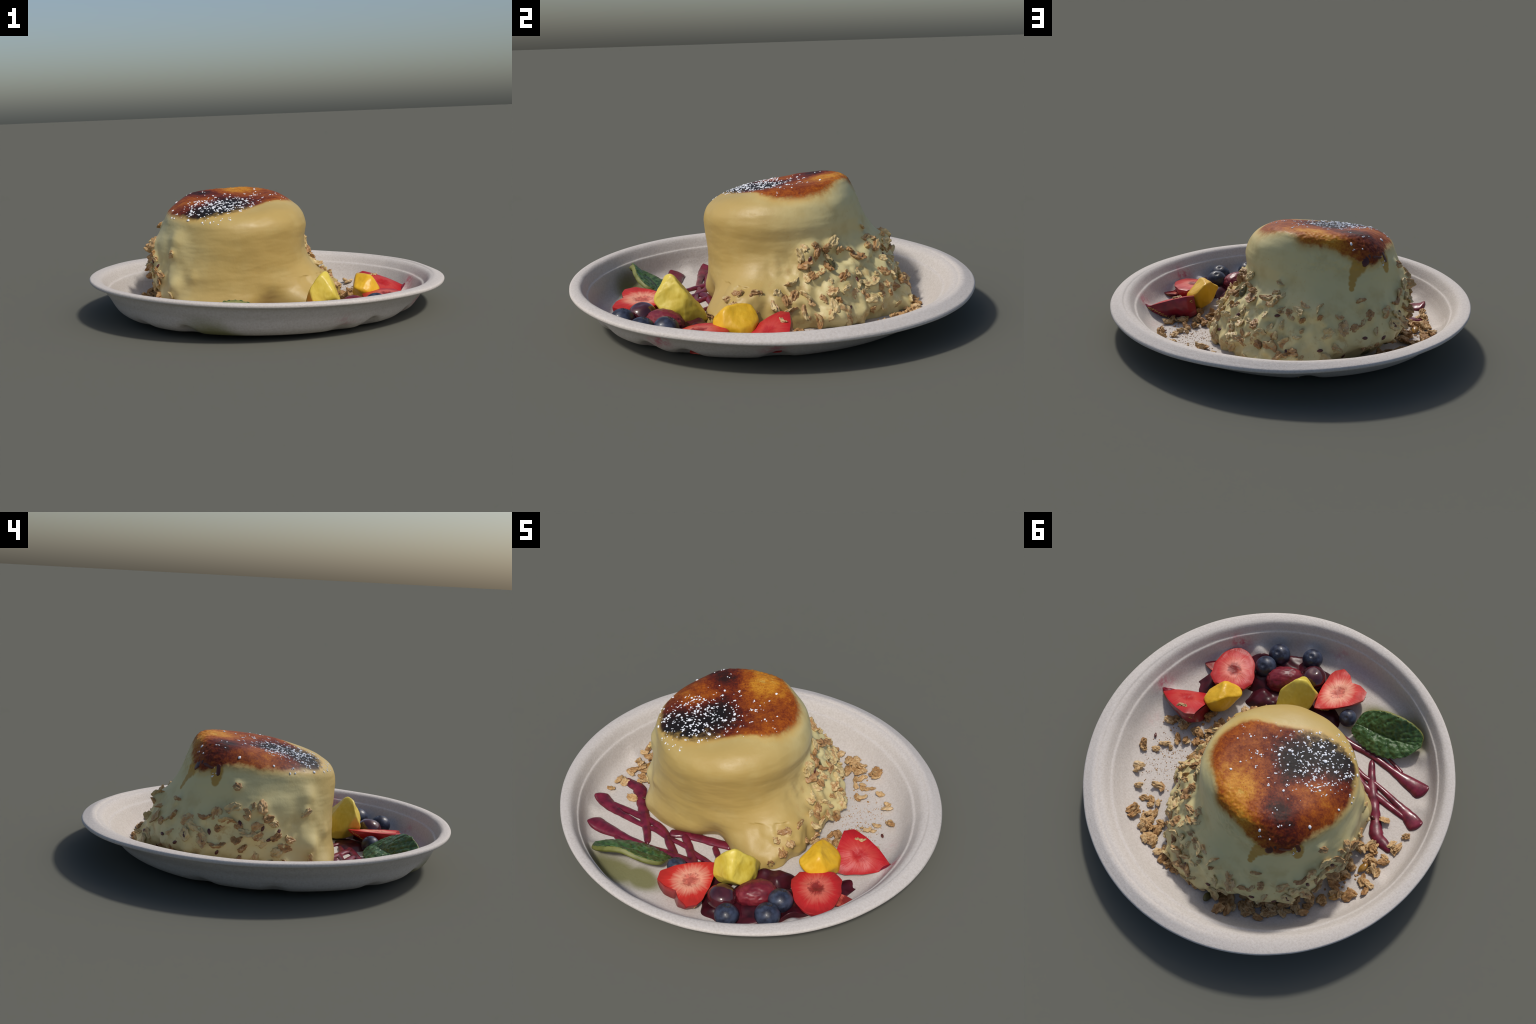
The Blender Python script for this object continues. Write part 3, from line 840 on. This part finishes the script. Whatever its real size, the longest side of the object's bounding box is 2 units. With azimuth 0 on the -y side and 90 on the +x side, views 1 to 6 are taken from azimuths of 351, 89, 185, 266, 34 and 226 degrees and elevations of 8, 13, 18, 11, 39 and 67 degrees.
# cherry
mc = Mat("cherry_purple")
cm = mc.set(color=mc.ramp(mc.noise(10, 3), [(.3, (.028, .005, .008)), (.7, (.085, .014, .020))]), rough=.12, spec=.55, coat=.6, coatr=.06)
c = blob_obj("cherry", 5, Matrix.Translation((.250, -.628, .070)), (.074, .072, .066), cm, lambda q: 1 - .10 * math.exp(-((q.x - .2) ** 2 + (q.y + .15) ** 2) * 9) * (q.z > 0) + .02 * noise.noise(q * 2))
c["label"] = "round glossy dark purple pitted cherry"; c["category"] = "cherry"

# blueberries
mb = Mat("blueberry_skin")
bloom = mb.step(mb.noise(20, 4, .6), .40, .66)
bm_ = mb.set(color=mb.mix(bloom, (.012, .013, .026), (.050, .064, .105)), rough=.42, spec=.4, coat=.1)
mk = Mat("blueberry_crown"); km = mk.set(color=(.02, .02, .03), rough=.6)
for loc, r, up in [((.498, -.603, .075), .063, (.3, .3, .8)), ((.338, -.712, .078), .059, (-.2, .2, 1)), ((.500, -.492, .075), .062, (.1, .45, .9)), ((-.064, -.578, .068), .050, (-.75, .25, .6)), ((.43, -.70, .05), .045, (.5, -.3, .8))][:4]:
    M = frame(loc, (1, .1, 0), up)
    o = blob_obj("blueberry", 5, M, (r, r, r * .93), bm_, lambda q: 1 - .13 * math.exp(-((q.x ** 2 + q.y ** 2) * 26)) * (q.z > 0) + .012 * noise.noise(q * 3))
    o["label"] = "dusty dark blue round blueberry with small crown"; o["category"] = "blueberry"
    V, F = [], []
    for k in range(20):
        a = TAU * k / 20; rr = r * (.24 if k % 2 else .31); zz_ = r * .93 * (.935 if k % 2 else .975)
        V += [(rr * math.cos(a), rr * math.sin(a), zz_), (rr * .78 * math.cos(a), rr * .78 * math.sin(a), zz_ - r * .01), (rr * .8 * math.cos(a), rr * .8 * math.sin(a), r * .80), (rr * 1.08 * math.cos(a), rr * 1.08 * math.sin(a), r * .84)]
    for k in range(20):
        n = (k + 1) % 20
        for j in range(4): F.append((k * 4 + j, n * 4 + j, n * 4 + (j + 1) % 4, k * 4 + (j + 1) % 4))
    cr_o = mesh_obj("blueberry_crown", V, F, km); fix_normals(cr_o); cr_o.parent = o

# mango chunks
def mango(pts, a, b, label, ph):
    bm = bmesh.new()
    for p in pts: bm.verts.new(p)
    r = bmesh.ops.convex_hull(bm, input=bm.verts)
    bmesh.ops.delete(bm, geom=[g for g in r["geom_interior"] if isinstance(g, bmesh.types.BMVert)], context='VERTS')
    bmesh.ops.dissolve_limit(bm, angle_limit=.05, verts=bm.verts, edges=bm.edges)
    bmesh.ops.bevel(bm, geom=bm.edges[:] + bm.verts[:], offset=.009, segments=3, profile=.6, affect='EDGES', clamp_overlap=True)
    bmesh.ops.triangulate(bm, faces=bm.faces)
    for _ in range(4):
        long = [e for e in bm.edges if e.calc_length() > .011]
        if not long: break
        bmesh.ops.subdivide_edges(bm, edges=long, cuts=1)
        bmesh.ops.triangulate(bm, faces=bm.faces)
    bm.normal_update()
    for v in bm.verts:
        v.co += v.normal * (.007 * noise.noise(v.co * 14 + Vector((ph, 0, 0))) + .0022 * noise.noise(v.co * 55))
    for _ in range(2): bmesh.ops.smooth_vert(bm, verts=bm.verts, factor=.4, use_axis_x=True, use_axis_y=True, use_axis_z=True)
    bmesh.ops.recalc_face_normals(bm, faces=bm.faces)
    me = bpy.data.meshes.new("mango_chunk"); bm.to_mesh(me); bm.free()
    me.polygons.foreach_set("use_smooth", [True] * len(me.polygons))
    m = Mat("mango_flesh")
    fib = m.noise(1, 3, .6, co=m.vec(m.mul(m.x, 60), m.mul(m.y, 60), m.mul(m.z, 14)))
    col = m.ramp(m.add(m.mul(m.noise(14, 3), .6), m.mul(fib, .4)), [(.35, a), (.65, b)])
    m.bump(fib, .3, .004)
    me.materials.append(m.set(color=col, rough=.38, spec=.35))
    o = link(bpy.data.objects.new("mango_chunk", me)); o["label"] = label; o["category"] = "mango"; rest_on_plate(o)
mango([(.235, -.485, .272), (.200, -.512, .258), (.268, -.455, .242), (.135, -.525, .190), (.145, -.560, .115), (.300, -.395, .165), (.315, -.430, .125), (.305, -.515, .085), (.265, -.575, .150),
       (.120, -.470, .10), (.155, -.455, .03), (.225, -.305, .025), (.26, -.310, .05), (.300, -.400, .03), (.28, -.50, .05), (.17, -.55, .06), (.20, -.40, .17), (.255, -.345, .075)], (.56, .41, .035), (.66, .53, .09), "pale yellow irregular chunk of mango", 0)
mango([(.555, -.228, .188), (.50, -.10, .186), (.48, -.16, .180), (.445, -.245, .125), (.47, -.275, .115), (.535, -.285, .095), (.60, -.235, .10), (.62, -.16, .10), (.60, -.085, .105), (.555, -.065, .125),
       (.47, -.12, .06), (.53, -.09, .025), (.62, -.13, .03), (.55, -.26, .04), (.48, -.22, .05)], (.62, .34, .010), (.72, .44, .03), "golden yellow rounded chunk of mango", 9)

# ================================================================ MINT LEAF
def mint():
    m = Mat("mint_green")
    n = m.noise(34, 4, .65); c = m.voro(48, 'SMOOTH_F1')
    col = m.ramp(m.add(m.mul(n, .6), m.mul(c, .5)), [(.25, (.014, .040, .010)), (.5, (.040, .095, .022)), (.75, (.105, .185, .065))])
    m.bump(m.add(m.mul(c, 1.5), n), .8, .008)
    gm_ = m.set(color=col, rough=.38, spec=.4, coat=.1)
    u = Mat("mint_underside")
    um = u.set(color=u.ramp(u.noise(16, 4, .6), [(.3, (.105, .115, .020)), (.7, (.20, .20, .055))]), rough=.55)
    top = empty("mint_leaf", (-.1, -.575, .085), "folded dark green wrinkled mint leaf with serrated edge", "leaf")
    NU, NV = 120, 30
    mid = catmull([(-.122, -.572, .088), (-.17, -.592, .092), (-.27, -.618, .094), (-.38, -.660, .100), (-.488, -.700, .118)], NU)
    out = catmull([(-.122, -.575, .090), (-.125, -.645, .128), (-.195, -.695, .165), (-.295, -.722, .194), (-.385, -.748, .176), (-.455, -.748, .145), (-.488, -.705, .118)], NU)
    inn = catmull([(-.122, -.570, .088), (-.13, -.535, .060), (-.19, -.517, .046), (-.28, -.517, .048), (-.38, -.547, .056), (-.455, -.612, .080), (-.488, -.697, .116)], NU)
    V, F = [], []
    for i in range(NU):
        s = i / (NU - 1); env = math.sin(math.pi * s)
        saw = .010 * (abs((s * 19) % 1 - .5) * 2 - .5) * env
        for j in range(-NV, NV + 1):
            f = j / NV
            a, e = mid[i], (out[i] if f > 0 else inn[i]); f = abs(f)
            p = a.lerp(e + (e - a).normalized() * saw if (e - a).length > 1e-5 else e, f)
            bulge = math.sin(math.pi * f) * env
            if j < 0: p = p + Vector((0, 0, .012 * bulge))
            else: p = p + Vector((.002, .012, -.006)) * bulge
            vein = abs(math.sin((s * 9 - f * 1.6) * math.pi))
            p = p + Vector((0, .3, 1)) * (env * min(1, f * 5) * .0055 * (vein ** .5 - .6)) + Vector((0, 0, 1)) * (.004 * env * noise.noise(p * 55) - .004 * math.exp(-(f / .05) ** 2) * env)
            V.append(p)
    W = 2 * NV + 1
    for i in range(NU - 1):
        for j in range(W - 1): F.append((i * W + j, (i + 1) * W + j, (i + 1) * W + j + 1, i * W + j + 1))
    def thick(V, F, t):
        me = bpy.data.meshes.new("t"); me.from_pydata([tuple(v) for v in V], [], F); me.update()
        vn = [v.normal.copy() for v in me.vertices]; bpy.data.meshes.remove(me)
        n = len(V); V2 = list(V) + [v - q * t for v, q in zip(V, vn)]
        F2 = list(F) + [tuple(k + n for k in f[::-1]) for f in F]
        cnt = {}
        for f in F:
            for a, b in zip(f, f[1:] + f[:1]): cnt[(a, b)] = 1
        for (a, b) in cnt:
            if (b, a) not in cnt: F2.append((b, a, a + n, b + n))
        return V2, F2
    V2, F2 = thick(V, F, .0045); n = len(V)
    blade = mesh_obj("leaf_blade", V2, F2, gm_); blade.data.materials.append(um)
    for pl in blade.data.polygons:
        if min(pl.vertices) >= n: pl.material_index = 1          # olive underside
    fix_normals(blade); adopt(blade, top)
    # added olive strip below the crest, standing in for the scan's leaf bleed
    V, F = [], []; NF = 12
    for i in range(NU):
        s = i / (NU - 1); env = math.sin(math.pi * s) ** .6
        for j in range(NF + 1):
            f = j / NF
            p = out[i] + Vector((.006 * f, -.014 * math.sin(math.pi * min(1, f * 1.2) * .8), -.028 * f)) * env + Vector((0, 0, -.003))
            V.append(p + Vector((0, -1, .3)) * (.004 * noise.noise(p * 26) * math.sin(math.pi * f)))
    for i in range(NU - 1):
        for j in range(NF): F.append((i * (NF + 1) + j, i * (NF + 1) + j + 1, (i + 1) * (NF + 1) + j + 1, (i + 1) * (NF + 1) + j))
    edge_fill = mesh_obj("leaf_edge_fill", *thick(V, F, .003), um); fix_normals(edge_fill); adopt(edge_fill, top)
mint()

# keep the 290 largest oats as single objects, the small loose rest becomes one part
oats = [o for o in bpy.data.objects if o.name.startswith("oat_flake")]
loose_oats = sorted((o for o in oats if o.parent == granola), key=lambda o: o.matrix_basis.to_scale().x)
extra = loose_oats[:max(0, len(oats) - 290)]
if extra:
    V, F = [], []
    for o in extra:
        k = len(V); M = o.matrix_basis.copy()
        V += [M @ v.co for v in o.data.vertices]; F += [[i + k for i in p.vertices] for p in o.data.polygons]
        bpy.data.objects.remove(o)
    bits = mesh_obj("oat_bits", V, F, oat_dry); bits["kind"] = "stuff"; adopt(bits, granola)
print("oats", len(oats), "joined", len(extra))

# top-level bookkeeping
for o in bpy.data.objects:
    if o.parent is None and "label" not in o:
        print("unlabelled", o.name)
